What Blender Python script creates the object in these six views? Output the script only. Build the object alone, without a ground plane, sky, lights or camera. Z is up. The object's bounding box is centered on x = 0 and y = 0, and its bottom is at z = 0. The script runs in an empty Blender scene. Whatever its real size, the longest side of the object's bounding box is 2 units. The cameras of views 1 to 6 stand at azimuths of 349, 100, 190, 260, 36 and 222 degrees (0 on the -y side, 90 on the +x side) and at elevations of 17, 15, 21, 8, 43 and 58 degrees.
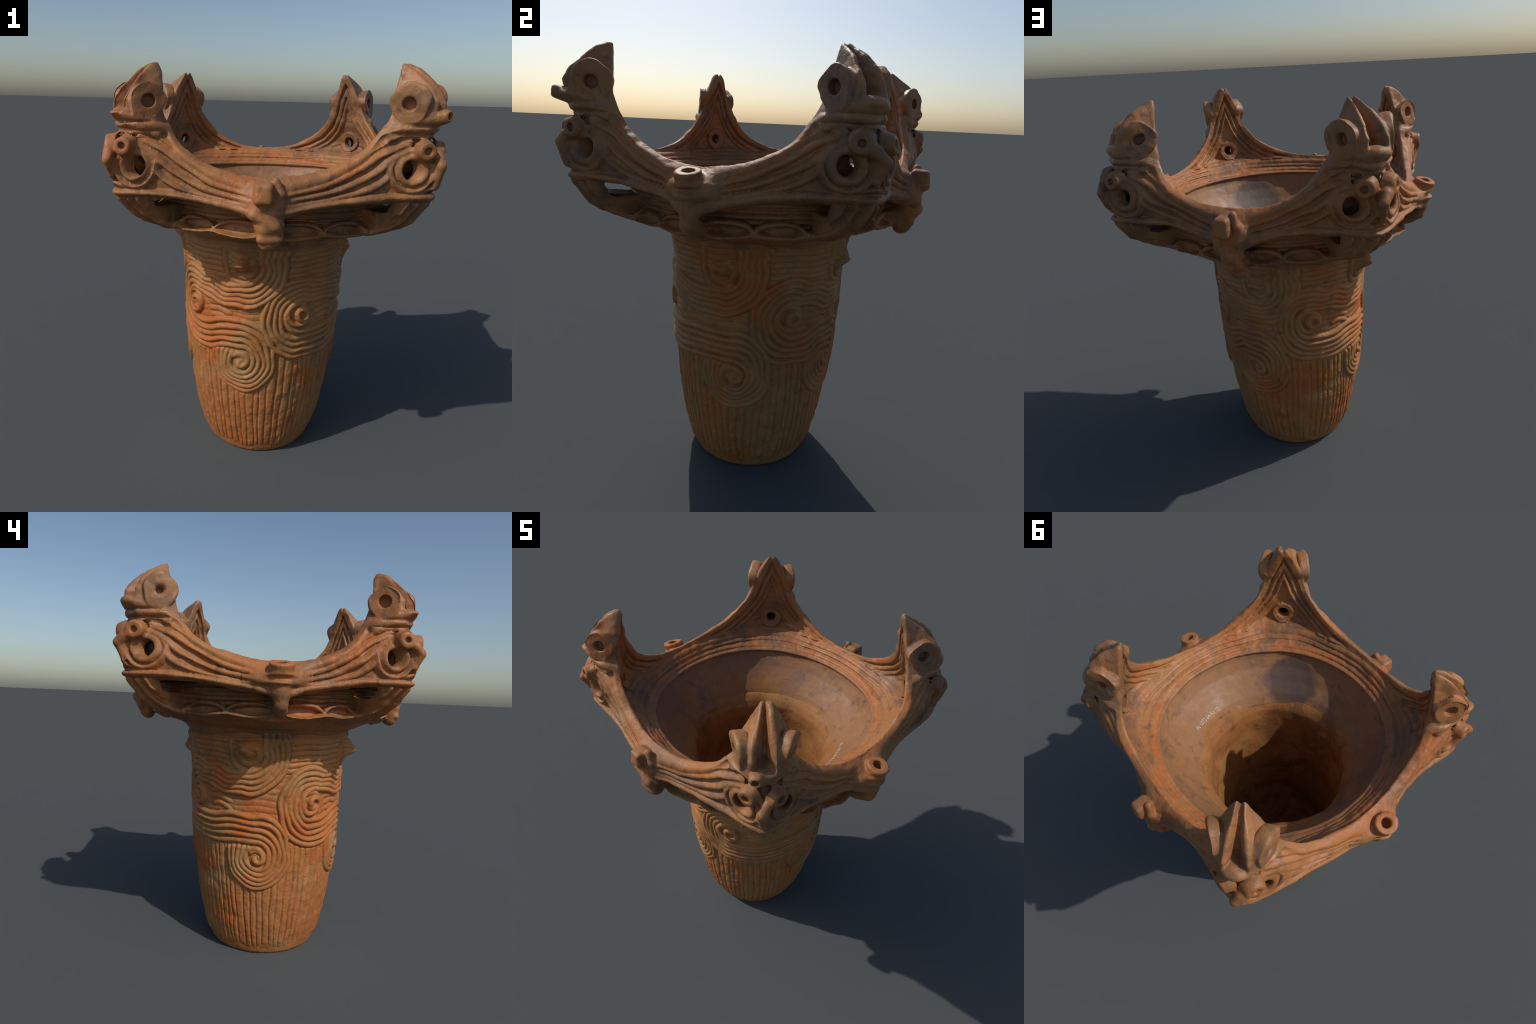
"""Deep earthenware vessel with a four-peaked openwork rim.
Body: a lathed wall whose clay-coil ornament is laid out as strands on the (arc, height) chart.
Crown: an implicit solid (wall sections, horns, ring discs, posts, windows) polygonised on a
cylindrical grid, then split by region into named parts that share border vertices and normals."""
import bpy, math
import numpy as np
from mathutils import noise as mnoise

f32 = np.float32
rng = np.random.default_rng(7)
PI = math.pi

# ------------------------------------------------------------------ helpers
def smin(a, b, k):
    h = np.clip(0.5 + 0.5 * (b - a) / k, 0, 1)
    return b + (a - b) * h - k * h * (1 - h)
def smax(a, b, k):
    return -smin(-a, -b, k)
def sstep(x, a, b):
    t = np.clip((x - a) / (b - a), 0, 1)
    return t * t * (3 - 2 * t)
def spline(pts, n=120, closed=False):
    """Catmull-Rom through hand-placed control points."""
    p = np.array(pts, float)
    q = np.vstack([2 * p[0] - p[1], p, 2 * p[-1] - p[-2]])
    out = []
    m = len(p) - 1
    per = max(2, n // m)
    for i in range(m):
        a, b, c, d = q[i], q[i + 1], q[i + 2], q[i + 3]
        t = np.linspace(0, 1, per, endpoint=(i == m - 1))[:, None]
        out.append(0.5 * (2 * b + (c - a) * t + (2 * a - 5 * b + 4 * c - d) * t ** 2
                          + (3 * b - a - 3 * c + d) * t ** 3))
    return np.vstack(out)
def resample(p, step):
    d = np.r_[0, np.cumsum(np.hypot(*np.diff(p, axis=0).T))]
    n = max(3, int(d[-1] / step))
    s = np.linspace(0, d[-1], n)
    return np.stack([np.interp(s, d, p[:, 0]), np.interp(s, d, p[:, 1])], 1)
def dist2(X, Y, poly):
    """distance of grid points to a densely sampled polyline"""
    best = np.full(X.shape, 9.0)
    for px, py in resample(np.asarray(poly, float), 0.004):
        best = np.minimum(best, (X - px) ** 2 + (Y - py) ** 2)
    return np.sqrt(best)
def lattice_noise(P, scale, seed, octaves=2):
    """smooth value noise of points (n,3), numpy only"""
    out = np.zeros(len(P)); amp = 1.0
    r = np.random.default_rng(seed)
    T = r.uniform(-1, 1, (32, 32, 32))
    for o in range(octaves):
        q = P / scale * 2 ** o + 7.3 * (o + 1)
        i = np.floor(q).astype(int); f = q - i; f = f * f * (3 - 2 * f)
        v = 0
        for dx in (0, 1):
            for dy in (0, 1):
                for dz in (0, 1):
                    w = (f[:, 0] if dx else 1 - f[:, 0]) * (f[:, 1] if dy else 1 - f[:, 1]) * (f[:, 2] if dz else 1 - f[:, 2])
                    v = v + w * T[(i[:, 0] + dx) % 32, (i[:, 1] + dy) % 32, (i[:, 2] + dz) % 32]
        out += amp * v; amp *= 0.5
    return out

# ------------------------------------------------------------------ scene graph helpers
vessel = bpy.data.objects.new("earthenware_vessel", None)
bpy.context.scene.collection.objects.link(vessel)
vessel["label"] = "ornate prehistoric clay pot with four flaring crown peaks"
vessel["category"] = "clay pot"

def make_part(name, V, faces, N, mat, parent=vessel):
    """mesh object from vertices, quads and whole-body vertex normals"""
    me = bpy.data.meshes.new(name)
    F = np.asarray(faces)
    me.vertices.add(len(V)); me.vertices.foreach_set("co", V.astype(f32).ravel())
    me.loops.add(F.size); me.loops.foreach_set("vertex_index", F.astype(np.int32).ravel())
    me.polygons.add(len(F))
    me.polygons.foreach_set("loop_start", np.arange(0, F.size, F.shape[1], dtype=np.int32))
    me.update(calc_edges=True)
    me.polygons.foreach_set("use_smooth", np.ones(len(F), bool))
    if N is not None:
        me.normals_split_custom_set_from_vertices(N.astype(f32))
    me.update()
    ob = bpy.data.objects.new(name, me)
    bpy.context.scene.collection.objects.link(ob)
    ob.parent = parent
    if mat: me.materials.append(mat)
    return ob
def vertex_normals(V, F):
    n = np.cross(V[F[:, 2]] - V[F[:, 0]], V[F[:, 3]] - V[F[:, 1]])
    N = np.zeros_like(V)
    for c in range(4):
        for k in range(3):
            N[:, k] += np.bincount(F[:, c], n[:, k], len(V))
    return N / np.maximum(np.linalg.norm(N, axis=1), 1e-12)[:, None]
def split_parts(V, F, label, names, mats):
    N = vertex_normals(V, F)
    obs = {}
    for i, nm in enumerate(names):
        sel = F[label == i]
        if not len(sel): continue
        used = np.unique(sel)
        remap = np.full(len(V), -1); remap[used] = np.arange(len(used))
        obs[i] = make_part(nm, V[used], remap[sel], N[used], mats[i])
    return obs

# ------------------------------------------------------------------ materials
def clay(name, tones, rough=0.55, spec=0.4, stain=None, grain=0.25, scale=1.0, fleck=0.35):
    """Fired clay: patches of several earth tones, streaky flecks, pits and fine grain."""
    m = bpy.data.materials.new(name); m.use_nodes = True
    nt = m.node_tree; nd = nt.nodes; lk = nt.links
    b = nd["Principled BSDF"]; b.inputs["Specular IOR Level"].default_value = spec
    tc = nd.new("ShaderNodeTexCoord")
    def noise(sc, det=4, rgh=0.6, dist=0.0, mp=None):
        n = nd.new("ShaderNodeTexNoise"); n.inputs["Scale"].default_value = sc * scale
        n.inputs["Detail"].default_value = det; n.inputs["Roughness"].default_value = rgh
        n.inputs["Distortion"].default_value = dist
        if mp is None: lk.new(tc.outputs["Object"], n.inputs["Vector"])
        else:
            mg = nd.new("ShaderNodeMapping"); mg.inputs["Location"].default_value = mp
            lk.new(tc.outputs["Object"], mg.inputs["Vector"]); lk.new(mg.outputs["Vector"], n.inputs["Vector"])
        return n.outputs["Fac"]
    def ramp(src, lo, hi):
        r = nd.new("ShaderNodeMapRange"); r.inputs["From Min"].default_value = lo
        r.inputs["From Max"].default_value = hi; r.interpolation_type = 'SMOOTHSTEP'
        lk.new(src, r.inputs["Value"]); return r.outputs["Result"]
    def mix(fac, a, c, mode='MIX'):
        x = nd.new("ShaderNodeMix"); x.data_type = 'RGBA'; x.blend_type = mode
        if isinstance(fac, float): x.inputs["Factor"].default_value = fac
        else: lk.new(fac, x.inputs["Factor"])
        for s, v in (("A", a), ("B", c)):
            i = [q for q in x.inputs if q.name == s and q.type == 'RGBA'][0]
            if isinstance(v, tuple): i.default_value = (*v, 1)
            else: lk.new(v, i)
        return [q for q in x.outputs if q.type == 'RGBA'][0]
    def mul(a, k):
        q = nd.new("ShaderNodeMath"); q.operation = 'MULTIPLY'; lk.new(a, q.inputs[0])
        if isinstance(k, float): q.inputs[1].default_value = k
        else: lk.new(k, q.inputs[1])
        return q.outputs[0]
    c = mix(ramp(noise(2.2, 5, 0.6, 0.6), 0.36, 0.64), tones[0], tones[1])
    c = mix(ramp(noise(3.1, 5, 0.62, 0.8, (3.1, 1.7, 5.2)), 0.48, 0.64), c, tones[2])
    if len(tones) > 3:
        c = mix(ramp(noise(2.6, 4, 0.6, 0.9, (9.4, 4.2, 1.1)), 0.53, 0.66), c, tones[3])
    # small flecks of lighter slip and dark specks
    c = mix(mul(ramp(noise(22, 4, 0.7, 0.4, (1, 8, 3)), 0.55, 0.72), fleck), c, tuple(min(1, v * 1.5 + 0.02) for v in tones[0]))
    c = mix(mul(ramp(noise(8, 5, 0.7, 0.7, (2, 6, 4)), 0.50, 0.68), 0.45), c, tones[1])
    c = mix(mul(ramp(noise(14, 5, 0.7, 0.5, (5, 2, 9)), 0.53, 0.70), 0.65), c, tuple(v * 0.55 for v in tones[2]))
    c = mix(mul(ramp(noise(60, 3, 0.7), 0.62, 0.78), 0.5), c, tuple(v * 0.45 for v in tones[1]))
    if stain:
        for (px, py, pz), rad, col, amt in stain:
            v = nd.new("ShaderNodeVectorMath"); v.operation = 'DISTANCE'
            mg = nd.new("ShaderNodeMix"); mg.data_type = 'VECTOR'
            nn = nd.new("ShaderNodeTexNoise"); nn.inputs["Scale"].default_value = 5; nn.inputs["Detail"].default_value = 5
            lk.new(tc.outputs["Object"], nn.inputs["Vector"])
            ad = nd.new("ShaderNodeVectorMath"); ad.operation = 'MULTIPLY_ADD'
            lk.new(nn.outputs["Color"], ad.inputs[0]); ad.inputs[1].default_value = (.16, .16, .16)
            lk.new(tc.outputs["Object"], ad.inputs[2])
            lk.new(ad.outputs[0], v.inputs[0]); v.inputs[1].default_value = (px + .08, py + .08, pz + .08)
            r = nd.new("ShaderNodeMapRange"); r.interpolation_type = 'SMOOTHSTEP'
            r.inputs["From Min"].default_value = rad; r.inputs["From Max"].default_value = rad * .72
            lk.new(v.outputs["Value"], r.inputs["Value"])
            c = mix(mul(r.outputs["Result"], amt), c, col)
    lk.new(c, b.inputs["Base Color"])
    rr = nd.new("ShaderNodeMapRange"); lk.new(noise(9, 4, .6, 0, (2, 2, 7)), rr.inputs["Value"])
    rr.inputs["From Min"].default_value = .3; rr.inputs["From Max"].default_value = .7
    rr.inputs["To Min"].default_value = rough - .1; rr.inputs["To Max"].default_value = rough + .14
    lk.new(rr.outputs["Result"], b.inputs["Roughness"])
    # bump: fine grain plus sparse pits
    ad = nd.new("ShaderNodeMath"); ad.operation = 'ADD'
    lk.new(mul(noise(45, 5, .65), 1.0), ad.inputs[0])
    vo = nd.new("ShaderNodeTexVoronoi"); vo.inputs["Scale"].default_value = 38
    lk.new(tc.outputs["Object"], vo.inputs["Vector"])
    lk.new(mul(ramp(vo.outputs["Distance"], 0.0, 0.22), .5), ad.inputs[1])
    bp = nd.new("ShaderNodeBump"); bp.inputs["Strength"].default_value = grain; bp.inputs["Distance"].default_value = .012
    lk.new(ad.outputs[0], bp.inputs["Height"]); lk.new(bp.outputs["Normal"], b.inputs["Normal"])
    return m

TAN = (.350, .180, .068); ORANGE = (.375, .135, .034); BROWN = (.215, .098, .036); PLUM = (.185, .090, .042); RUST = (.385, .115, .028)
mat_body = clay("body_clay", (TAN, ORANGE, (.300, .150, .054), RUST), .60, .32,
                stain=[((-.22, -.34, .20), .34, (.37, .112, .030), .55), ((-.40, .06, .30), .26, (.36, .115, .032), .45), ((.30, .25, .75), .30, (.24, .115, .042), .5)])
mat_crown = clay("crown_clay", ((.315, .145, .052), (.335, .120, .036), PLUM, BROWN), .52, .40)
mat_horn = clay("horn_clay", ((.320, .158, .062), (.315, .125, .042), (.185, .096, .052), (.260, .124, .048)), .48, .45)
mat_rim = clay("rim_band_clay", ((.345, .150, .050), RUST, (.235, .105, .042), (.31, .140, .05)), .52, .40)
mat_bowl = clay("bowl_lining_clay", ((.295, .148, .066), (.26, .122, .052), (.195, .105, .066), (.31, .145, .048)), .50, .34,
                stain=[((.22, -.42, 1.34), .17, (.075, .055, .046), .85), ((.34, .05, 1.22), .15, (.29, .120, .033), .7), ((-.30, .25, 1.25), .16, (.27, .115, .035), .6)], grain=.10)
mat_inside = clay("inner_wall_clay", ((.33, .15, .050), (.29, .115, .036), (.20, .085, .030), (.35, .175, .055)), .65, .3)
mat_ink = bpy.data.materials.new("white_ink"); mat_ink.use_nodes = True
_b = mat_ink.node_tree.nodes["Principled BSDF"]; _n = mat_ink.node_tree.nodes.new("ShaderNodeTexNoise")
_n.inputs["Scale"].default_value = 60; _r = mat_ink.node_tree.nodes.new("ShaderNodeValToRGB")
_r.color_ramp.elements[0].color = (.45, .40, .30, 1); _r.color_ramp.elements[1].color = (.62, .57, .45, 1)
mat_ink.node_tree.links.new(_n.outputs["Fac"], _r.inputs["Fac"])
mat_ink.node_tree.links.new(_r.outputs["Color"], _b.inputs["Base Color"]); _b.inputs["Roughness"].default_value = .8

# =================================================================== BODY
BX, BY = -.021, -.027                      # body axis
PZ = [0, .010, .025, .06, .12, .2, .35, .55, .75, .95, 1.08, 1.14, 1.19, 1.24, 1.26]
PR = [.291, .300, .307, .320, .339, .357, .381, .401, .412, .415, .420, .428, .440, .455, .47]
NA, NZ = 960, 500
az = np.linspace(-180, 180, NA, endpoint=False)
zz = np.linspace(0, 1.262, NZ)
RS = .42 * PI / 180                        # metres per degree on the chart
relief = np.zeros((NA, NZ)); cover = np.zeros((NA, NZ))
dS, dZ = 360 / NA * RS, zz[1] - zz[0]

def lay_strand(poly, hw=.0165, h=.011, taper=True):
    """press a clay coil onto the chart; poly in (metres along, height)"""
    p = resample(np.asarray(poly, float), .0022)
    n = len(p)
    ws = int(hw * 1.5 / dS) + 1; wz = int(hw * 1.5 / dZ) + 1
    ii, jj = np.meshgrid(np.arange(-ws, ws + 1), np.arange(-wz, wz + 1), indexing='ij')
    ci = np.round((p[:, 0] / RS + 180) / 360 * NA).astype(int); cj = np.round(p[:, 1] / dZ).astype(int)
    I = ci[:, None, None] + ii; J = np.clip(cj[:, None, None] + jj, 0, NZ - 1)
    X = (I / NA * 360 - 180) * RS - p[:, 0][:, None, None]; Z = J * dZ - p[:, 1][:, None, None]
    d = np.hypot(X, Z) / hw
    end = np.clip(np.minimum(np.arange(n), np.arange(n)[::-1]) / 8 + .35, .35, 1)[:, None, None] if taper else 1
    hh = h * np.sqrt(np.clip(1 - d * d, 0, 1)) * end
    np.maximum.at(relief, (I % NA, J), hh)
    np.maximum.at(cover, (I % NA, J), np.clip(1.5 - d, 0, 1))

def arc(c, r0, r1, a0, a1, n=24, sx=1.0):
    a = np.radians(np.linspace(a0, a1, n)); r = np.linspace(r0, r1, n)
    return np.stack([c[0] + r * np.cos(a) * sx, c[1] + r * np.sin(a)], 1)

# spiral centres of the four units (azimuth degrees, height)
LOW = [(-25, .598), (88, .565), (160, .588), (254, .572)]
MID = [(15, .852), (124, .862), (201.5, .880), (295, .862)]
TOP = [(-24, 1.100), (79, 1.075), (166, 1.080), (246, 1.110)]
K, W = 5, .0268
def swell(c, r, a0, a1, top=0., bottom=0., n=30, shrink=1.0):
    """arc whose radius swells towards the top or the bottom of the turn"""
    a = np.radians(np.linspace(a0, a1, n)); g = np.linspace(1, shrink, n)
    rr = r * g * (1 + top * np.clip(np.sin(a), 0, 1) ** 2 + bottom * np.clip(-np.sin(a), 0, 1) ** 2)
    return np.stack([c[0] + rr * np.cos(a), c[1] + rr * np.sin(a)], 1)
for u in range(4):
    L = np.array([LOW[u][0] * RS, LOW[u][1]]); T = np.array([TOP[u][0] * RS, TOP[u][1]])
    pm = MID[(u - 1) % 4]; off = -360 if u == 0 else 0
    M = np.array([(pm[0] + off) * RS, pm[1]])
    j = lambda s=.003: rng.uniform(-s, s)
    for k in range(K):
        rT = .092 + W * k; q = .184 - W * k; rL = .068 + W * .98 * k
        hang = swell(T, rT, 20, -100, n=9)
        over = swell(M, q, 62, 278, bottom=.22, n=14)           # over the eye and round its left
        wrap = swell(L, rL, 98, -228 + 7 * k, top=.30, n=22, shrink=.90)
        a, b_ = hang[-1], over[0]; c, d_ = over[-1], wrap[0]
        link1 = [a * .66 + b_ * .34 + [0, -.010], a * .33 + b_ * .67 + [0, .006]]
        e_ = .5 * (c + d_)
        link2 = [c * .68 + d_ * .32 + [0, -.010 + j()], c * .34 + d_ * .66 + [0, .010 + j()]]
        start = [[T[0] + rT * .95, T[1] + .12], [T[0] + rT, T[1] + .08]]
        if k < K - 1:
            chains = [np.vstack([start, hang, link1, over, link2, wrap])]
        else:                                                    # innermost strand coils into the eye, its twin coils out
            chains = [np.vstack([start, hang, link1, arc(M, q * 1.05, .012, 62, 62 + 520, 34)]),
                      np.vstack([arc(M, .010, q * 1.2, 278 - 480, 278, 32), link2, wrap])]
        if k == 0:
            chains[0] = np.vstack([chains[0], arc(L, rL * .86, .010, -222, -520, 20)])
        for ch in chains:
            ch = ch + .0035 * np.stack([np.sin(ch[:, 1] * 41 + u * 2.1 + k), np.sin(ch[:, 0] * 33 + u * 1.3 + k * .8)], 1)
            lay_strand(spline(ch, 520), hw=.0158 + j(.0009), h=.0205 + j(.003))
    # partner arm of the lower spiral, bold eyes of the middle and upper spirals
    lay_strand(spline(arc(L, .050, .012, 150, -190, 16), 120), .015, .016)
    lay_strand(spline(arc(T, .066, .008, 40, 40 - 420, 28), 240), .0175, .018)
    # wedge fillers right of the eye
    for m, (dz0, ln) in enumerate(((.060, .22), (.028, .17), (-.006, .13), (-.040, .12))):
        x0 = M[0] + .100 + .010 * abs(m - 1.5)
        lay_strand(spline([[x0, M[1] + dz0], [x0 + ln * .5, M[1] + dz0 + .008], [x0 + ln, M[1] + dz0 + .010 - .01 * m]], 40), .0145, .010)
    # hooked coil hanging from the neck
    lay_strand(spline([[T[0] - .085, 1.185], [T[0] - .085, T[1] + .03], [T[0] - .07, T[1] - .05], [T[0], T[1] - .082], [T[0] + .05, T[1] - .05]], 80), .016, .016)
# neck coils: nearly level, interrupted by the upper spirals
A2, Z2 = np.meshgrid(az, zz, indexing='ij')
und = .006 * np.sin(np.radians(A2 * 3 + 40)) + .003 * np.sin(np.radians(A2 * 11))
ph = (Z2 + und - 1.02) / .0285
fill_h = .0105 * np.sqrt(np.abs(np.sin(PI * ph)))
free = np.clip(1 - cover * 1.6, 0, 1)
neck = sstep(Z2, .98, 1.02) * (1 - sstep(Z2, 1.185, 1.20))
mid = sstep(Z2, .66, .72) * (1 - sstep(Z2, .98, 1.02))
relief = np.maximum(relief, free * neck * fill_h)
ph2 = (Z2 + 2.2 * und) / .033
relief = np.maximum(relief, free * mid * .0045 * np.sqrt(np.abs(np.sin(PI * ph2))))
# combed vertical grooves on the foot, irregular spacing
NV = 68
edges = np.cumsum(rng.uniform(.7, 1.3, NV)); edges = edges / edges[-1] * 360 - 180
wob = .8 * np.sin(Z2 * 7 + A2 * .07) + .3 * np.sin(Z2 * 23 + A2 * .31)
Aw = (A2 + wob + 180) % 360 - 180
idx = np.searchsorted(edges, Aw) % NV
prev = np.where(idx == 0, -180, edges[idx - 1])
fr = (Aw - prev) / (edges[idx] - prev)
depth = rng.uniform(.55, 1.1, NV)[idx]
comb = .0085 * (1 - np.exp(-(np.minimum(fr, 1 - fr) / .14) ** 2) * depth)
foot = (1 - sstep(Z2, .66, .70)) * sstep(Z2 + .012 * np.sin(A2 * .21), .045, .075)
lumps = lattice_noise(np.stack([np.cos(np.radians(A2)).ravel(), np.sin(np.radians(A2)).ravel(), Z2.ravel() * 2.3], 1), .11, 3, 3).reshape(NA, NZ)
relief = np.maximum(relief, free * (foot * comb * (1 + .15 * lumps) + (1 - foot) * (Z2 < .1) * .004))
relief = relief + .0022 * lumps
# soften the coil creases a little
for _ in range(1):
    relief = .5 * relief + .125 * (np.roll(relief, 1, 0) + np.roll(relief, -1, 0)) + .125 * (np.roll(relief, 1, 1) + np.roll(relief, -1, 1))
# upper spirals stand out as bosses under the crown
boss = np.zeros_like(relief)
for (a, h), amp in zip(TOP, (.066, .040, .050, .074)):
    ds = ((A2 - a + 180) % 360 - 180) * RS
    boss += amp * np.exp(-(ds / .055) ** 2 - ((Z2 - h - .035) / .050) ** 2)
for (a, h) in MID + LOW:
    ds = ((A2 - a + 180) % 360 - 180) * RS
    boss += .012 * np.exp(-(ds / .04) ** 2 - ((Z2 - h) / .04) ** 2)
R_out = np.interp(zz, PZ, PR)
for _ in range(3):
    R_out[1:-1] = .25 * R_out[:-2] + .5 * R_out[1:-1] + .25 * R_out[2:]
R_out = R_out[None] - .007 + relief + boss + .004 * np.sin(np.radians(2 * A2 + 60))
ar = np.radians(az)
def ring_xyz(R, Z):
    Z = np.broadcast_to(Z, R.shape); lean = np.clip(1 - Z / .9, 0, 1)          # the pot leans a little
    return np.stack([BX - .010 * lean + R * np.sin(ar)[:, None], BY - .010 * lean - R * np.cos(ar)[:, None], Z], -1)
outer = ring_xyz(R_out, zz[None])
# inside wall and floor
zi = np.concatenate([np.linspace(1.245, .12, 118), .12 - .075 * np.sin(np.linspace(0, PI / 2, 14)[1:])])
ri = np.interp(zi, [.045, .12, .2, .35, .55, .75, 1.0, 1.12, 1.18, 1.22, 1.25], [.2, .262, .302, .332, .355, .364, .364, .366, .374, .395, .425])
wobble = .006 * np.sin(np.radians(3 * A2[:, :1]) + 5 * zi[None]) + .004 * np.sin(np.radians(5 * A2[:, :1]) - 8 * zi[None])
thr = np.stack([np.repeat(np.sin(ar)[:, None], len(zi), 1).ravel(), np.repeat(np.cos(ar)[:, None], len(zi), 1).ravel(), np.tile(zi * 2.4, NA)], 1)
ri2 = ri[None] + wobble + .007 * lattice_noise(thr, .33, 31, 2).reshape(NA, -1)
inner = ring_xyz(ri2, zi[None]); inner[:, :, 1] += .014 * sstep(zi, .1, .9)[None]
fl_r = np.linspace(.9, .002, 12)
floor = ring_xyz(ri2[:, -1:] * fl_r[None], np.full((1, 12), .045) - .004 * (1 - fl_r)[None])
bot_r = np.linspace(.002, .94, 10)
under = ring_xyz(R_out[:, :1] * bot_r[None], np.full((1, 10), .0) + .006 * (1 - bot_r)[None] ** .5 + .0)
grid = np.concatenate([under, outer, inner, floor], 1)
C = grid.shape[1]
Vb = grid.reshape(-1, 3)
i0 = np.arange(NA)[:, None] * C; i1 = ((np.arange(NA) + 1) % NA)[:, None] * C; jx = np.arange(C - 1)[None]
Fb = np.stack([i0 + jx, i1 + jx, i1 + jx + 1, i0 + jx + 1], -1).reshape(-1, 4)
c0, c1 = np.arange(NA) * C, ((np.arange(NA) + 1) % NA) * C   # small caps: fan via degenerate-free strips
col = np.broadcast_to(np.arange(C - 1)[None], (NA, C - 1)).ravel()
nu = under.shape[1]
lab = np.where(col < nu + NZ - 1, 0, 1)
zmid = Vb[Fb].mean(1)[:, 2]
lab[(lab == 0) & (zmid > 1.197)] = 2
lab[(lab == 0) & (col < nu - 1)] = 3
split_parts(Vb, Fb, lab, ["body", "inner_wall", "neck", "base"], [mat_body, mat_inside, mat_crown, mat_body])

# =================================================================== CROWN
NH = 138                                       # samples per 45 degrees
AL = np.linspace(0, 45, NH + 1)                # |angle| from the corner
RH = np.arange(.33, 1.005, .0046); ZG = np.arange(1.135, 2.032, .0046)
A = np.radians(AL)
# --- wall sections
c_z = [1.20, 1.25, 1.28, 1.33, 1.37, 1.45, 1.52, 1.60, 1.66, 1.71, 1.76, 1.80, 1.85, 1.90, 1.95, 1.98, 2.01]
c_r = [.46, .56, .63, .755, .822, .888, .910, .918, .912, .885, .868, .880, .880, .850, .795, .750, .69]
m_z = [1.20, 1.25, 1.285, 1.305, 1.36, 1.42, 1.50, 1.56, 1.7]
m_r = [.44, .55, .670, .695, .700, .710, .702, .675, .60]
Ag, Zg = np.meshgrid(A, ZG, indexing='ij')
cc = np.interp(ZG, c_z, c_r)[None]; mm = np.interp(ZG, m_z, m_r)[None]; s45 = math.sqrt(.5)
Asm = np.sqrt(Ag ** 2 + .035 ** 2)
Rsq = cc * mm * s45 / (mm * s45 * np.cos(Asm) + (cc - mm * s45) * np.sin(Asm)) + .006
Rsq = Rsq - .006 * np.sin(np.clip((np.degrees(Ag) - 4) / 36, 0, 1) * PI) * sstep(Zg, 1.36, 1.44)   # sides bow gently inwards
round_low = np.interp(ZG, [1.20, 1.25, 1.278, 1.300, 1.322, 1.345, 1.39, 1.42], [.44, .54, .645, .660, .636, .634, .655, .69])[None]
wl = sstep(Rsq * np.sin(Ag) * 1.32, .09, .17) * (1 - sstep(Zg, 1.385, 1.415))
Rsq = Rsq * (1 - wl) + np.minimum(round_low, Rsq) * wl                               # lower wall falls back to the round bowl
Rx = (cc - .95 * np.clip(cc * np.sin(Ag) - .045, 0, .2)) / np.cos(Ag)
wh = sstep(Zg, 1.70, 1.77)
Rout = Rsq * (1 - wh) + Rx * wh
t = 1.32 * Rout * np.sin(Ag)                    # panel coordinate from the corner edge
# --- ornament on the outer panels, strokes in (t, z)
BASE = -.016
h = np.full_like(t, BASE)
def stroke(pts, hw, ht, n=90):
    global h
    d = dist2(t, Zg, spline(pts, n)) / hw
    h = np.maximum(h, BASE + (ht + .005) * np.clip(1 - d * d, 0, 1) ** .7)
panel = (1 - sstep(Zg, 1.70, 1.73))
stroke([(.66, 1.515), (.59, 1.522), (.43, 1.565), (.305, 1.632), (.25, 1.68), (.17, 1.72)], .032, .020)     # lower roll of the rim band
stroke([(.66, 1.488), (.58, 1.497), (.43, 1.532), (.30, 1.594), (.21, 1.650), (.10, 1.698)], .0145, .017)
stroke([(.66, 1.463), (.58, 1.470), (.40, 1.508), (.25, 1.575), (.175, 1.635), (.10, 1.675)], .0135, .015)
stroke([(.66, 1.445), (.55, 1.450), (.34, 1.492), (.24, 1.530), (.195, 1.57), (.185, 1.61), (.155, 1.65)], .013, .014)
stroke([(.66, 1.415), (.60, 1.421), (.437, 1.452), (.26, 1.476), (.13, 1.480), (0, 1.478)], .0185, .026)    # level bar
EYE_T, EYE_Z = .108, 1.590
de = np.hypot((t - EYE_T), (Zg - EYE_Z))
h = np.maximum(h, BASE + .024 * np.clip(1 - ((de - .052) / .019) ** 2, 0, 1) ** .8)
ring2 = np.clip(1 - ((de - .085) / .0145) ** 2, 0, 1) ** .8 * sstep(EYE_Z + .03 - Zg, -.02, .02)
h = np.maximum(h, BASE + .024 * ring2)
stroke([(0, 1.520), (.05, 1.508), (.10, 1.506)], .013, .014)
# corner post below the bar
stroke([(.0, 1.455), (.0, 1.38), (.0, 1.29)], .022, .020)
stroke([(.055, 1.45), (.062, 1.39), (.075, 1.34), (.12, 1.305)], .0125, .015)
stroke([(.105, 1.455), (.112, 1.40), (.125, 1.362), (.16, 1.345)], .014, .018)
# lens-shaped loops on the lower flange
LENS = [(.245, .115), (.485, .125)]
zb = np.full_like(t, 1.330)
for tc_, hw_ in LENS:
    bump = np.sqrt(np.clip(1 - ((t - tc_) / hw_) ** 2, 0, 1))
    zb = np.maximum(zb, 1.324 + .044 * bump)
    ph_ = np.linspace(PI, 0, 40)
    arcp = np.stack([tc_ + hw_ * np.cos(ph_), 1.314 + .044 * np.sin(ph_)], 1)
    stroke(arcp[::4], .0125, .022)
    stroke([(tc_ - hw_, 1.318), (tc_, 1.296), (tc_ + hw_, 1.318)], .012, .020)
h = h * panel
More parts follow.
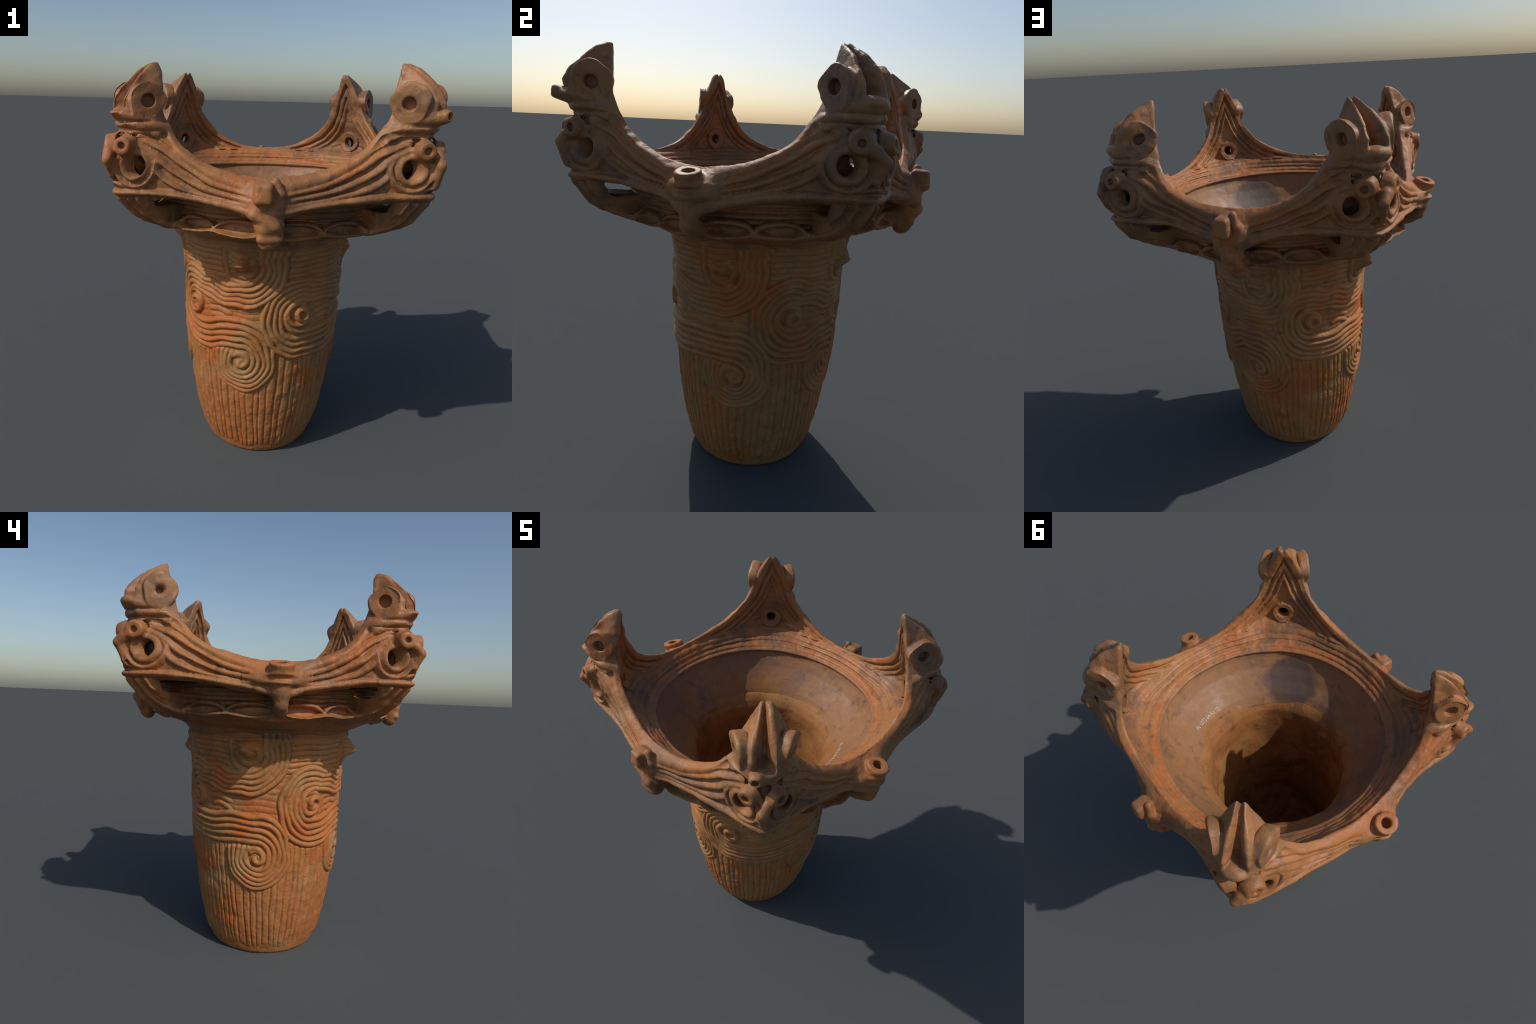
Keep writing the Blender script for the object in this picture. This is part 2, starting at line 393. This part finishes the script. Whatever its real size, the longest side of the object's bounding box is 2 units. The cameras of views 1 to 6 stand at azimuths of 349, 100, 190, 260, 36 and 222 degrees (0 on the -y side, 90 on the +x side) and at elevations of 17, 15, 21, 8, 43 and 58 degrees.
# --- inner surface (bowl, lip, stepped rings, corner triangles)
bz = [1.13, 1.17, 1.22, 1.27, 1.32, 1.38, 1.43, 1.454, 1.464, 1.473, 1.481]
br = [.410, .396, .400, .434, .481, .529, .559, .569, .557, .561, .584]
inC = np.interp(ZG, bz + [1.50, 1.53, 1.57, 1.61, 1.70, 1.83, 1.93, 2.03], br + [.628, .672, .700, .708, .706, .706, .700, .690])
inM = np.interp(ZG, bz + [1.50, 1.53, 1.556, 1.60, 1.70, 2.03], br + [.610, .638, .655, .672, .684, .70])
wc = 1 - sstep(np.degrees(Ag), 6, 24)
Rin = inC[None] * wc + inM[None] * (1 - wc)
y_in = Rin * np.sin(Ag)
Rin = Rin + .014 * np.clip(y_in / .09, 0, 1) ** 2 * sstep(Zg, 1.72, 1.82)           # inner edges of the horn are rounded back
# crest height by angle from the corner
t_a = [0, 1.6, 2.6, 4.2, 6.1, 8.2, 9.4, 10.6, 12, 13.8, 16, 20, 25, 30, 36, 45, 60]
t_z = [2.012, 1.996, 1.975, 1.940, 1.890, 1.825, 1.780, 1.750, 1.723, 1.696, 1.664, 1.630, 1.605, 1.585, 1.572, 1.563, 1.563]
crest_in = np.interp(np.degrees(Ag), t_a, t_z)
hin = np.zeros_like(Rin)
def in_stroke(d, hw, ht):
    global hin
    hin = np.maximum(hin, ht * np.sqrt(np.clip(1 - (d / hw) ** 2, 0, 1)))
for z0, w0 in ((1.489, .0085), (1.508, .009), (1.529, .010)):
    in_stroke(Zg - z0, w0, .011)
crest_line = np.stack([.705 * np.sin(np.radians(np.array(t_a[:-1]))), np.array(t_z[:-1])], 1)
dcr = dist2(y_in, Zg, crest_line)                                                    # true distance to the crest edge
dcr = np.where(Zg > crest_in, -dcr, dcr)
rim_fr = sstep(Zg, 1.545, 1.56)
hin = np.maximum(hin, .020 * rim_fr * (1 - sstep(dcr, .034, .044)))                  # frame along the crest
for o_, w_ in ((.062, .012), (.090, .011)):
    in_stroke(np.where(rim_fr > 0, dcr - o_, 9), w_, .014)
de_in = np.hypot(y_in, Zg - 1.612)
hin = np.where(de_in < .058, .016, hin)                                              # flat ring about the inner eye
cres = np.hypot((y_in - .082) / .030, (Zg - 1.578 + .4 * (y_in - .082)) / .013)
hin = hin - .008 * np.clip(1 - cres ** 2, 0, 1) * (de_in >= .058)
Rin_n = Rin - hin + .019 * rim_fr
# --- bowl outside wall (seen through the windows) with level coils
Rbo = np.interp(ZG, [1.2, 1.28, 1.33, 1.38, 1.44, 1.50], [.46, .555, .600, .622, .640, .648]) + .006 * np.sin(ZG * 2 * PI / .0225)
# --- assemble half wedge
RHO = RH[None, :, None].astype(f32); Z3 = ZG[None, None, :].astype(f32)
ca, sa = np.cos(A)[:, None, None].astype(f32), np.sin(A)[:, None, None].astype(f32)
X3 = (ca * RHO); Y3 = (sa * RHO)                                                    # (NA,NR,1)
def g3(q): return q.astype(f32)[:, None, :]
def slope_fac(q, step_a):
    da = np.gradient(q, axis=0) / step_a; dz = np.gradient(q, axis=1) / (ZG[1] - ZG[0])
    return 1 / np.sqrt(1 + np.clip((da / q) ** 2 + dz ** 2, 0, 6))
dA = A[1] - A[0]
d_out = (RHO - g3(Rout + h)) * g3(slope_fac(Rout, dA))
d_in = (g3(Rin_n) - RHO) * g3(slope_fac(Rin, dA))
# crest surface over (angle, radius)
Ag2, Rg2 = np.meshgrid(A, RH, indexing='ij')
y2, x2 = Rg2 * np.sin(Ag2), Rg2 * np.cos(Ag2)
narrow = 1 + .45 * np.clip((x2 - .715) / .17, 0, 1)
a_horn = np.degrees(np.arcsin(np.clip(y2 * narrow / .69, 0, 1)))
a_par = np.degrees(np.arcsin(np.clip(y2 / .69, 0, 1)))
deg2 = np.degrees(Ag2)
w1 = sstep(a_par, 8.2, 10.5); a_n = a_horn * (1 - w1) + a_par * w1
w2 = sstep(a_par, 12, 22); aeff = a_n * (1 - w2) + deg2 * w2
top = np.interp(aeff, t_a, t_z)
for _ in range(2):
    top[1:-1] = .25 * top[:-2] + .5 * top[1:-1] + .25 * top[2:]
fall = .55 * sstep(deg2, 14, 34)
top = top - fall * np.clip(Rg2 - .655, -.02, .3) - .10 * (1 - sstep(deg2, 10, 20)) * 0
dta = np.gradient(top, axis=0) / (dA * Rg2); dtr = np.gradient(top, axis=1) / (RH[1] - RH[0])
d_top = (Z3 - top.astype(f32)[:, :, None]) / np.sqrt(1 + np.clip(dta ** 2 + dtr ** 2, 0, 12)).astype(f32)[:, :, None]
zbot = np.interp(RH, [.33, .40, .44, .47, .52, .60, .70, .8], [1.10, 1.165, 1.21, 1.240, 1.258, 1.270, 1.284, 1.295])
d_bot = ((zbot.astype(f32)[None, :, None] - Z3) * .95)
S = smax(smax(d_out, d_in, .010), smax(d_top, d_bot, .012), .012)
# neck bands wound below the horn
bands = np.zeros_like(ZG)
for z0, w0 in ((1.712, .015), (1.745, .016), (1.779, .016)):
    bands = np.maximum(bands, np.sqrt(np.clip(1 - ((ZG - z0) / w0) ** 2, 0, 1)))
bm_ = sstep(X3, .71, .76) * (1 - sstep(Y3, .10, .17))
lift = np.interp(ZG, [1.68, 1.70, 1.79, 1.81], [0, 1, 1, 0]).astype(f32)[None, None, :]
S = S - (.010 * bands.astype(f32)[None, None, :] - .004 * lift) * bm_
# cleft between the two fins of the horn
Xo = np.interp(ZG, c_z, c_r)
gw = np.interp(ZG, [1.78, 1.80, 1.86, 1.92, 1.97, 2.0], [.052, .050, .036, .024, .014, .010])
gd = np.interp(ZG, [1.78, 1.82, 1.90, 1.97, 2.0], [.070, .078, .065, .050, .035])
fl = (Xo - gd).astype(f32)[None, None, :]
vee = (np.abs(Y3) - gw.astype(f32)[None, None, :] * np.clip((X3 - fl) / gd.astype(f32)[None, None, :], 0, 1.3)) * .85
groove = np.maximum(np.maximum(vee, fl - X3), (1.792 - Z3))
S = smax(S, -groove, .010)
# ring discs flanking the horn
def local(sl_a, sl_r, sl_z):
    return X3[sl_a, sl_r], Y3[sl_a, sl_r], Z3[:, :, sl_z]
def apply(fn, amin, amax, rmin, rmax, zmin, zmax, field, alist=AL, X=None, Y=None):
    ia = slice(np.searchsorted(alist, amin), np.searchsorted(alist, amax) + 1)
    ir = slice(np.searchsorted(RH, rmin), np.searchsorted(RH, rmax)); iz = slice(np.searchsorted(ZG, zmin), np.searchsorted(ZG, zmax))
    x = (X3 if X is None else X)[ia, ir]; y = (Y3 if Y is None else Y)[ia, ir]
    field[ia, ir, iz] = fn(field[ia, ir, iz], x, y, Z3[:, :, iz])
AXD = np.array([math.sin(math.radians(18)), math.cos(math.radians(18))])
DC = np.array([.792, .104, 1.845]) - .022 * np.array([AXD[0], AXD[1], 0])
def disc(f, x, y, z):
    ax = (x - DC[0]) * AXD[0] + (y - DC[1]) * AXD[1]
    tx = (x - DC[0]) * AXD[1] - (y - DC[1]) * AXD[0]
    r = np.sqrt(tx ** 2 + (z - DC[2]) ** 2 + 1e-9)
    th_ = np.arctan2(z - DC[2], tx)
    d = smax(r * (1 + .035 * np.cos(5 * th_ + 1.1) + .02 * np.cos(3 * th_)) - .074 - .12 * ax, np.abs(ax) - .023, .007)
    hole = np.maximum(r - .026 + .15 * (.024 - ax), -(ax + .012))
    stem = smax(np.sqrt((tx * .9) ** 2 + (z - DC[2]) ** 2) - .045, np.abs(ax + .04) - .04, .01)
    f = smin(f, smin(d, stem, .008), .007)
    return smax(f, -hole, .006)
apply(disc, 0, 24, .66, .92, 1.73, 1.96, S)
# tongue at the foot of the cleft
def tongue(f, x, y, z):
    d = (np.sqrt(((x - .848) / .055) ** 2 + (y / .060) ** 2 + ((z - 1.797) / .021) ** 2) - 1) * .020
    return smin(f, d, .014)
apply(tongue, 0, 10, .78, .98, 1.74, 1.86, S)
# small pierced knobs under the neck bands, and the beak between them
def knob(f, x, y, z):
    nx, ny = .80, .60
    ax = (x - .866) * nx + (y - .054) * ny; tx = -(x - .866) * ny + (y - .054) * nx
    r = np.sqrt(tx ** 2 + (z - 1.668) ** 2 + 1e-9)
    d = smax(r - .044 + .25 * ax, np.abs(ax) - .026, .010)
    f = smin(f, d, .012)
    return smax(f, -np.maximum(r - .013, .005 - ax), .006)
apply(knob, 0, 12, .78, 1.0, 1.60, 1.74, S)
# hollow of the corner
cav_in = np.maximum(Rbo[None], Rin + .052)
cav_out = Rout - .052
cav = np.maximum(g3(cav_in) - RHO, RHO - g3(cav_out))
cav = smax(cav, np.maximum(1.405 - Z3, Z3 - 1.665), .02)
cav = smax(cav, (np.degrees(A)[:, None, None].astype(f32) - 16) * .013, .02)
S = smax(S, -cav, .008)
# windows in the panel, under the bar
wt = np.interp(t, [.10, .15, .26, .43, .60], [1.452, 1.456, 1.455, 1.430, 1.394])
win = np.maximum(np.maximum(.122 - t + .25 * (Zg - 1.40), t - .592), np.maximum(zb - Zg, Zg - wt))
S = smax(S, -np.maximum(g3(win), g3(np.broadcast_to(Rbo, Rout.shape)) - RHO), .007)
# pierced eyes, outside and inside
S = smax(S, -np.maximum(g3(de - .036), g3(Rout - .085) - RHO), .007)
apply(lambda f, x, y, z: smax(f, -np.maximum(np.sqrt(y ** 2 + (z - 1.612) ** 2) - .027, x - .82), .006), 0, 6, .66, .83, 1.55, 1.67, S)
# wedge notch on the rim band beside the neck
def notch(f, x, y, z):
    p0 = np.array([.735, .150, 1.712]); p1 = np.array([.700, .235, 1.628]); v = p1 - p0; L2 = v @ v
    s = np.clip(((x - p0[0]) * v[0] + (y - p0[1]) * v[1] + (z - p0[2]) * v[2]) / L2, 0, 1)
    d = np.sqrt((x - p0[0] - s * v[0]) ** 2 + (y - p0[1] - s * v[1]) ** 2 + (z - p0[2] - s * v[2]) ** 2) - (.019 - .013 * s)
    return smax(f, -d, .005)
apply(notch, 8, 24, .62, .82, 1.58, 1.76, S)

# --- unfold to the full ring
NF = 8 * NH
jj = np.arange(NF); phi = jj * 45.0 / NH - 180                     # canonical angle, corners at multiples of 90
loc = (phi + 45) % 90 - 45
S = S[np.round(np.abs(loc) / 45 * NH).astype(int)]
cphi = np.radians(phi)
def mid_apply(fn, mid, half, rmin, rmax, zmin, zmax):
    """work on the slab around canonical angle mid; fn(field, radial, tangential, z)"""
    k = np.arange(int(round((mid - half + 180) / 45 * NH)), int(round((mid + half + 180) / 45 * NH)) + 1)
    a = np.radians(k * 45.0 / NH - 180 - mid)[:, None, None].astype(f32)
    k = k % NF
    ir = slice(np.searchsorted(RH, rmin), np.searchsorted(RH, rmax)); iz = slice(np.searchsorted(ZG, zmin), np.searchsorted(ZG, zmax))
    r = RHO[:, ir]
    S[k, ir, iz] = fn(S[k, ir, iz], r * np.cos(a), r * np.sin(a), Z3[:, :, iz])
def capsule(x, y, z, p, q, r0, r1):
    p, q = np.array(p), np.array(q); v = q - p
    s = np.clip(((x - p[0]) * v[0] + (y - p[1]) * v[1] + (z - p[2]) * v[2]) / (v @ v), 0, 1)
    return np.sqrt((x - p[0] - s * v[0]) ** 2 + (y - p[1] - s * v[1]) ** 2 + (z - p[2] - s * v[2]) ** 2) - (r0 + (r1 - r0) * s)
def ellip(x, y, z, c, s):
    return (np.sqrt(((x - c[0]) / s[0]) ** 2 + ((y - c[1]) / s[1]) ** 2 + ((z - c[2]) / s[2]) ** 2) - 1) * min(s)
def rbox(x, y, z, c, b, r):
    qx, qy, qz = np.abs(x - c[0]) - b[0] + r, np.abs(y - c[1]) - b[1] + r, np.abs(z - c[2]) - b[2] + r
    return np.sqrt(np.maximum(qx, 0) ** 2 + np.maximum(qy, 0) ** 2 + np.maximum(qz, 0) ** 2) + np.minimum(np.maximum(np.maximum(qx, qy), qz), 0) - r
def post_ring(f, x, y, z):
    """post crowned with an upturned pierced ring, stacked bands, forked top and foot"""
    f = smin(f, ellip(x, y, z, (.675, 0, 1.475), (.075, .13, .055)), .03)           # bars swell out to the post
    d = capsule(x, y, z, (.722, 0, 1.45), (.715, 0, 1.36), .044, .032)
    d = smin(d, capsule(x, y, z, (.712, 0, 1.36), (.668, .004, 1.335), .030, .030), .012)
    d = smin(d, capsule(x, y, z, (.675, 0, 1.338), (.575, 0, 1.305), .030, .036), .02)
    for sg in (-1, 1):
        d = smin(d, capsule(x, y, z, (.722, sg * .012, 1.405), (.700, sg * .085, 1.425), .024, .016), .014)
    d = smin(d, ellip(x, y, z, (.712, 0, 1.496), (.066, .064, .019)), .006)
    d = smin(d, ellip(x, y, z, (.720, 0, 1.458), (.060, .056, .022)), .006)
    n = (.26, .966); c = (.730, 1.524)
    ax = (x - c[0]) * n[0] + (z - c[1]) * n[1]; tx = (x - c[0]) * n[1] - (z - c[1]) * n[0]
    r = np.sqrt(tx ** 2 + y ** 2 + 1e-9)
    d = smin(d, smax(r - .052 - .10 * ax, np.abs(ax) - .025, .012), .005)
    f = smin(f, d, .012)
    return smax(f, -np.maximum(r - .022, -.02 - ax), .006)
def post_fold(f, x, y, z):
    """post with a block knob, a ribbon folded past it and a zigzag running down to a curl"""
    f = smin(f, ellip(x, y, z, (.675, 0, 1.45), (.066, .11, .075)), .03)
    f = smin(f, capsule(x, y, z, (.705, 0, 1.365), (.575, 0, 1.310), .046, .048), .02)
    d = rbox(x, y, z, (.735, -.012, 1.505), (.040, .036, .043), .018)
    d = smin(d, capsule(x, y, z, (.722, -.012, 1.465), (.728, -.045, 1.415), .030, .022), .014)
    d = smin(d, capsule(x, y, z, (.728, -.045, 1.415), (.738, .030, 1.372), .022, .024), .010)
    d = smin(d, capsule(x, y, z, (.738, .030, 1.372), (.718, .045, 1.328), .022, .018), .010)
    d = smin(d, capsule(x, y, z, (.718, .045, 1.322), (.720, -.015, 1.316), .018, .020), .008)
    d = smin(d, capsule(x, y, z, (.690, .0, 1.42), (.690, .01, 1.30), .045, .040), .014)
    for p, q in (((.715, .030, 1.548), (.722, .050, 1.50)), ((.722, .050, 1.50), (.715, .040, 1.44)), ((.715, .040, 1.44), (.705, .050, 1.37))):
        d = smin(d, capsule(x, y, z, p, q, .016, .017), .010)
    return smin(f, d, .014)
# canonical mids: -135 west, -45 front, 45 east, 135 north
mid_apply(lambda f, x, y, z: post_ring(f, x - .012, y, z), -135, 12, .58, .86, 1.24, 1.62)
mid_apply(lambda f, x, y, z: post_ring(f, x - .014, y, z), 45, 12, .58, .86, 1.24, 1.62)
mid_apply(post_fold, -45, 12, .58, .86, 1.24, 1.62)
mid_apply(lambda f, x, y, z: post_fold(f, x - .024, y, z), 135, 12, .58, .86, 1.24, 1.62)
# pierced snout on one horn only (canonical corner 0), stubs on the others
def snout(f, x, y, z):
    d = capsule(x, y, z, (.86, -.012, 1.785), (.905, -.026, 1.800), .030, .028)
    f = smin(f, d, .010)
    return smax(f, -capsule(x, y, z, (.915, -.028, 1.80), (.96, -.036, 1.812), .012, .016), .005)
mid_apply(snout, 0, 6, .80, 1.0, 1.72, 1.86)
# slanting beak ridge down each corner, every one a little different
for cn, off_, ln_ in ((-180, .016, .075), (-90, -.014, .060), (0, .012, .085), (90, -.018, .070)):
    def beak(f, x, y, z, o=off_, l=ln_):
        d = capsule(x, y, z, (.893, o, 1.640), (.912, -.4 * o, 1.612), .026, .020)
        d = smin(d, capsule(x, y, z, (.912, -.4 * o, 1.612), (.893, .3 * o, 1.612 - l), .020, .016), .010)
        return smin(f, d, .016)
    mid_apply(beak, cn, 6, .78, 1.0, 1.48, 1.70)

# ------------------------------------------------------------------ polygonise (surface nets, periodic in angle)
def surface_nets(F):
    ins = F < 0
    na, nr, nz = F.shape
    s = ins.astype(np.uint8)
    s2 = s + np.roll(s, -1, 0)
    c = s2[:, :-1] + s2[:, 1:]
    c = c[:, :, :-1] + c[:, :, 1:]
    act = (c > 0) & (c < 8)
    ci = np.argwhere(act)
    vid = np.full(act.shape, -1, np.int32); vid[act] = np.arange(len(ci))
    acc = np.zeros((len(ci), 3)); cnt = np.zeros(len(ci))
    val = {}
    for dx in (0, 1):
        for dy in (0, 1):
            for dz in (0, 1):
                val[dx, dy, dz] = F[(ci[:, 0] + dx) % na, ci[:, 1] + dy, ci[:, 2] + dz].astype(float)
    for ax in range(3):
        for u in (0, 1):
            for v in (0, 1):
                k0 = [u, v]; k0.insert(ax, 0); k1 = list(k0); k1[ax] = 1
                a, b = val[tuple(k0)], val[tuple(k1)]
                m = (a < 0) != (b < 0)
                tt = np.where(m, a / np.where(m, a - b, 1), 0)
                p = np.tile(np.array(k0, float), (len(ci), 1)); p[:, ax] = tt
                acc += p * m[:, None]; cnt += m
    P = ci + acc / cnt[:, None]
    quads = []
    for ax in range(3):
        nxt = np.roll(ins, -1, 0) if ax == 0 else (ins[:, 1:] if ax == 1 else ins[:, :, 1:])
        cur = ins if ax == 0 else (ins[:, :-1] if ax == 1 else ins[:, :, :-1])
        e = np.argwhere(cur != nxt)
        flip = cur[e[:, 0], e[:, 1], e[:, 2]]
        o = [(1, 2), (0, 2), (0, 1)][ax]
        q = []
        for (du, dv) in ((0, 0), (-1, 0), (-1, -1), (0, -1)):
            g = e.copy(); g[:, o[0]] += du; g[:, o[1]] += dv
            g[:, 0] %= na
            ok = (g[:, 1] >= 0) & (g[:, 1] < nr - 1) & (g[:, 2] >= 0) & (g[:, 2] < nz - 1)
            g[~ok] = 0
            w = vid[g[:, 0], g[:, 1], g[:, 2]]; w[~ok] = -1
            q.append(w)
        q = np.stack(q, 1); good = (q >= 0).all(1)
        q = q[good]; fl_ = flip[good]
        if ax == 1: fl_ = ~fl_
        q[~fl_] = q[~fl_][:, ::-1]
        quads.append(q)
    return P, np.vstack(quads)
P, FQ = surface_nets(S)
del S
ang = np.radians(P[:, 0] * 45.0 / NH - 180)
rad = RH[0] + P[:, 1] * (RH[1] - RH[0]); zc = ZG[0] + P[:, 2] * (ZG[1] - ZG[0])
V = np.stack([rad * np.sin(ang), -rad * np.cos(ang), zc], 1)
E2 = np.vstack([FQ[:, [0, 1]], FQ[:, [1, 2]], FQ[:, [2, 3]], FQ[:, [3, 0]]])
deg = np.bincount(E2[:, 0], minlength=len(V)) + np.bincount(E2[:, 1], minlength=len(V))
def relax(V, lam):
    S_ = np.zeros_like(V)
    for k in range(3):
        S_[:, k] = np.bincount(E2[:, 0], V[E2[:, 1], k], len(V)) + np.bincount(E2[:, 1], V[E2[:, 0], k], len(V))
    return V + lam * (S_ / np.maximum(deg, 1)[:, None] - V)
for lam in (.5, -.35, .4, -.3):
    V = relax(V, lam)
# region label on the regular form, before the hand-made irregularities
fc = V[FQ].mean(1)
fph = np.degrees(np.arctan2(fc[:, 0], -fc[:, 1])); fl_a = (fph + 45) % 90 - 45
fr_ = np.hypot(fc[:, 0], fc[:, 1]); fx = fr_ * np.cos(np.radians(fl_a)); fy = np.abs(fr_ * np.sin(np.radians(fl_a))); fz = fc[:, 2]
corner = np.floor(((fph + 180 + 45) % 360) / 90).astype(int)          # 0: canonical -180/180, 1: -90, 2: 0, 3: 90
fm = (fph + 180) % 90 - 45; midk = np.floor(((fph + 180) % 360) / 90).astype(int)
mx = fr_ * np.cos(np.radians(fm)); my = np.abs(fr_ * np.sin(np.radians(fm)))
names, mats, labf = [], [], np.zeros(len(FQ), int)
def region(nm, mat, mask):
    names.append(nm); mats.append(mat); labf[mask] = len(names) - 1
names.append("rim_panel"); mats.append(mat_crown)
bowl_r = np.interp(fz, bz + [1.55, 1.7], br + [.70, .76])
region("bowl_lining", mat_bowl, (fz < 1.481) & (fr_ < bowl_r + .012))
region("lip", mat_rim, (fz >= 1.476) & (fz < 1.497) & (fr_ < .60))
crest_f = np.interp(np.abs(fl_a), t_a, t_z)
region("rim_band", mat_rim, (fz >= 1.497) & (fz > crest_f - .075) & (fz < 1.735) & (np.abs(fl_a) > 10))
region("flange", mat_crown, (fz < 1.335) & (fr_ > bowl_r + .012))
axd = (fx - DC[0]) * AXD[0] + (fy - DC[1]) * AXD[1]
txd = (fx - DC[0]) * AXD[1] - (fy - DC[1]) * AXD[0]
rdd = np.hypot(txd, fz - DC[2])
for k in range(4):
    region("horn", mat_horn, (corner == k) & (fz > 1.70) & (np.abs(fl_a) < 13))
    region("neck_band", mat_horn, (corner == k) & (fz > 1.695) & (fz <= 1.793) & (fx > .735) & (fy < .15))
    for sgn in (-1, 1):
        region("ring_disc", mat_horn, (corner == k) & (np.sign(fl_a) == sgn) & (rdd < .088) & (axd > -.030) & (fz > 1.765))
        region("small_knob", mat_crown, (corner == k) & (np.sign(fl_a) == sgn) & (np.hypot(fz - 1.668, (fy - .047) * .8 - (fx - .895) * .6) < .046) & (fx > .868))
        te = 1.32 * fy
        region("eye_ring", mat_crown, (corner == k) & (np.sign(fl_a) == sgn) & (np.hypot(te - EYE_T, fz - EYE_Z) < .071) & (fx > .80) & (fz < 1.655))
    region("beak", mat_crown, (corner == k) & (fx > .885) & (fy < .035) & (fz > 1.51) & (fz < 1.645))
for k in range(4):
    region("side_post", mat_rim if k % 2 else mat_crown, (midk == k) & (mx > .700) & (my < .062) & (fz > 1.285) & (fz < 1.50))
    region("side_knob", mat_rim, (midk == k) & (mx > .690) & (my < .066) & (fz >= 1.47) & (np.hypot(mx - .735, fz - 1.52) < .065))
# hand-made irregularity, then place the corners at their true bearings
phc = np.degrees(np.arctan2(V[:, 0], -V[:, 1])); r_ = np.hypot(V[:, 0], V[:, 1])
kn_c = np.arange(8) * 45.0 - 180
kn_a = np.array([-146, -95.5, -54.5, -12.5, 36.5, 79.5, 125, 170.0])
dl = kn_a - kn_c; dl = (dl + 180) % 360 - 180
four = np.fft.fft(dl) / 8
k8 = np.array([0, 1, 2, 3, 4, -3, -2, -1])
th8 = np.radians(phc + 180)
add = sum((four[i] * np.exp(1j * k8[i] * th8)).real if k8[i] != 4 else four[i].real * np.cos(4 * th8) for i in range(8))
az_v = np.radians(phc + add)
def per_knot(vals):
    f = np.fft.fft(np.asarray(vals, float)) / 8
    return sum((f[i] * np.exp(1j * k8[i] * th8)).real if k8[i] != 4 else f[i].real * np.cos(4 * th8) for i in range(8))
gain = per_knot([1.010, 1.0, 1.027, 1.010, 1.006, 1.004, 1.016, .964])
outw = sstep(r_, .40, .62)
r_ = r_ * (1 + (gain - 1) * outw) - per_knot([.022, .006, .026, 0, -.014, .010, .068, .02]) * sstep(V[:, 2], 1.60, 1.90)
CX, CY = .002, -.005
hz = sstep(V[:, 2], 1.20, 1.45)
cxv = BX * (1 - hz) + CX * hz; cyv = (BY + .016 * (1 - sstep(r_, .42, .50))) * (1 - hz) + CY * hz
V = np.stack([cxv + r_ * np.sin(az_v), cyv - r_ * np.cos(az_v), V[:, 2]], 1)
bow = sum(a_ * np.exp(-(((phc - c_ + 180) % 360 - 180) / 11.0) ** 2) for c_, a_ in ((162, .034), (108, .034), (70, .028), (-110, .022)))
inw = bow * sstep(r_, .64, .72) * sstep(V[:, 2], 1.36, 1.41) * (1 - sstep(V[:, 2], 1.52, 1.58))   # hollowed flanks
V[:, 0] -= inw * np.sin(az_v); V[:, 1] += inw * np.cos(az_v)
lowx = .012 * sstep(r_, .50, .58) * (1 - sstep(V[:, 2], 1.34, 1.42))
V[:, 0] += lowx
tall = per_knot([0, 0, -.016, 0, .002, 0, -.002, 0]) * sstep(V[:, 2], 1.6, 2.0)
V[:, 2] += tall + per_knot([.002, .008, .012, .006, -.008, -.008, .0, .0]) * (1 - sstep(V[:, 2], 1.36, 1.5)) * sstep(r_, .48, .58)
N0 = vertex_normals(V, FQ)
n3 = lattice_noise(V * np.array([1, 1, .7]), .075, 21, 1)
N0 = N0 * 1.0
V = V + N0 * (+.0085 * n3 * sstep(V[:, 2], 1.66, 1.74))[:, None]
n1 = lattice_noise(V, .16, 11, 2); n2 = lattice_noise(V, .035, 12, 2)
calm = 1 - .75 * (1 - sstep(r_, .555, .585)) * (1 - sstep(V[:, 2], 1.44, 1.48))     # the bowl lining is smoothed
V = V + N0 * ((.006 * n1 + .0022 * n2) * calm)[:, None]
V[:, 2] = np.minimum(V[:, 2], 2.0)
split_parts(V, FQ, labf, names, mats)

# ------------------------------------------------------------------ catalogue number inked in the bowl
def inscription(body, az0, z0, size, slant, radial, zprof, rprof):
    cu = bpy.data.curves.new("inscription", 'FONT'); cu.body = body; cu.size = size; cu.extrude = 0; cu.resolution_u = 3
    tmp = bpy.data.objects.new("inscription_tmp", cu); bpy.context.scene.collection.objects.link(tmp)
    dg = bpy.context.evaluated_depsgraph_get(); me = bpy.data.meshes.new_from_object(tmp.evaluated_get(dg))
    bpy.data.objects.remove(tmp)
    me.name = "inscription"
    import bmesh
    bm = bmesh.new(); bm.from_mesh(me)
    bmesh.ops.triangulate(bm, faces=bm.faces)
    bmesh.ops.subdivide_edges(bm, edges=[e for e in bm.edges if e.calc_length() > size * .5], cuts=2)
    w = max(v.co.x for v in bm.verts)
    for v in bm.verts:
        x, y = v.co.x - w / 2, v.co.y
        zv = z0 + slant * x + y * .93
        rr = float(np.interp(zv, zprof, rprof)) - .0035
        a = math.radians(az0) - x / rr
        v.co = (CX + rr * math.sin(a), CY - rr * math.cos(a), zv)
    bm.to_mesh(me); bm.free()
    ob = bpy.data.objects.new("inscription", me); bpy.context.scene.collection.objects.link(ob)
    ob.parent = vessel; me.materials.append(mat_ink)
    lining = [o for o in bpy.data.objects if o.name.startswith("bowl_lining")][0]
    from mathutils.bvhtree import BVHTree
    tree = BVHTree.FromPolygons([v.co for v in lining.data.vertices], [p.vertices for p in lining.data.polygons])
    for v in me.vertices:                                        # lay the ink on the real surface
        p, nrm, _, _ = tree.find_nearest(v.co)
        inward = nrm if nrm.dot(v.co - p) >= 0 or (p.x * nrm.x + p.y * nrm.y) < 0 else -nrm
        if inward.x * p.x + inward.y * p.y > 0: inward = -inward
        v.co = p + inward * .0018
    return ob
inscription("IN 1072-64-Ke 13", 100, 1.272, .0265, -.05, 0, bz, br)
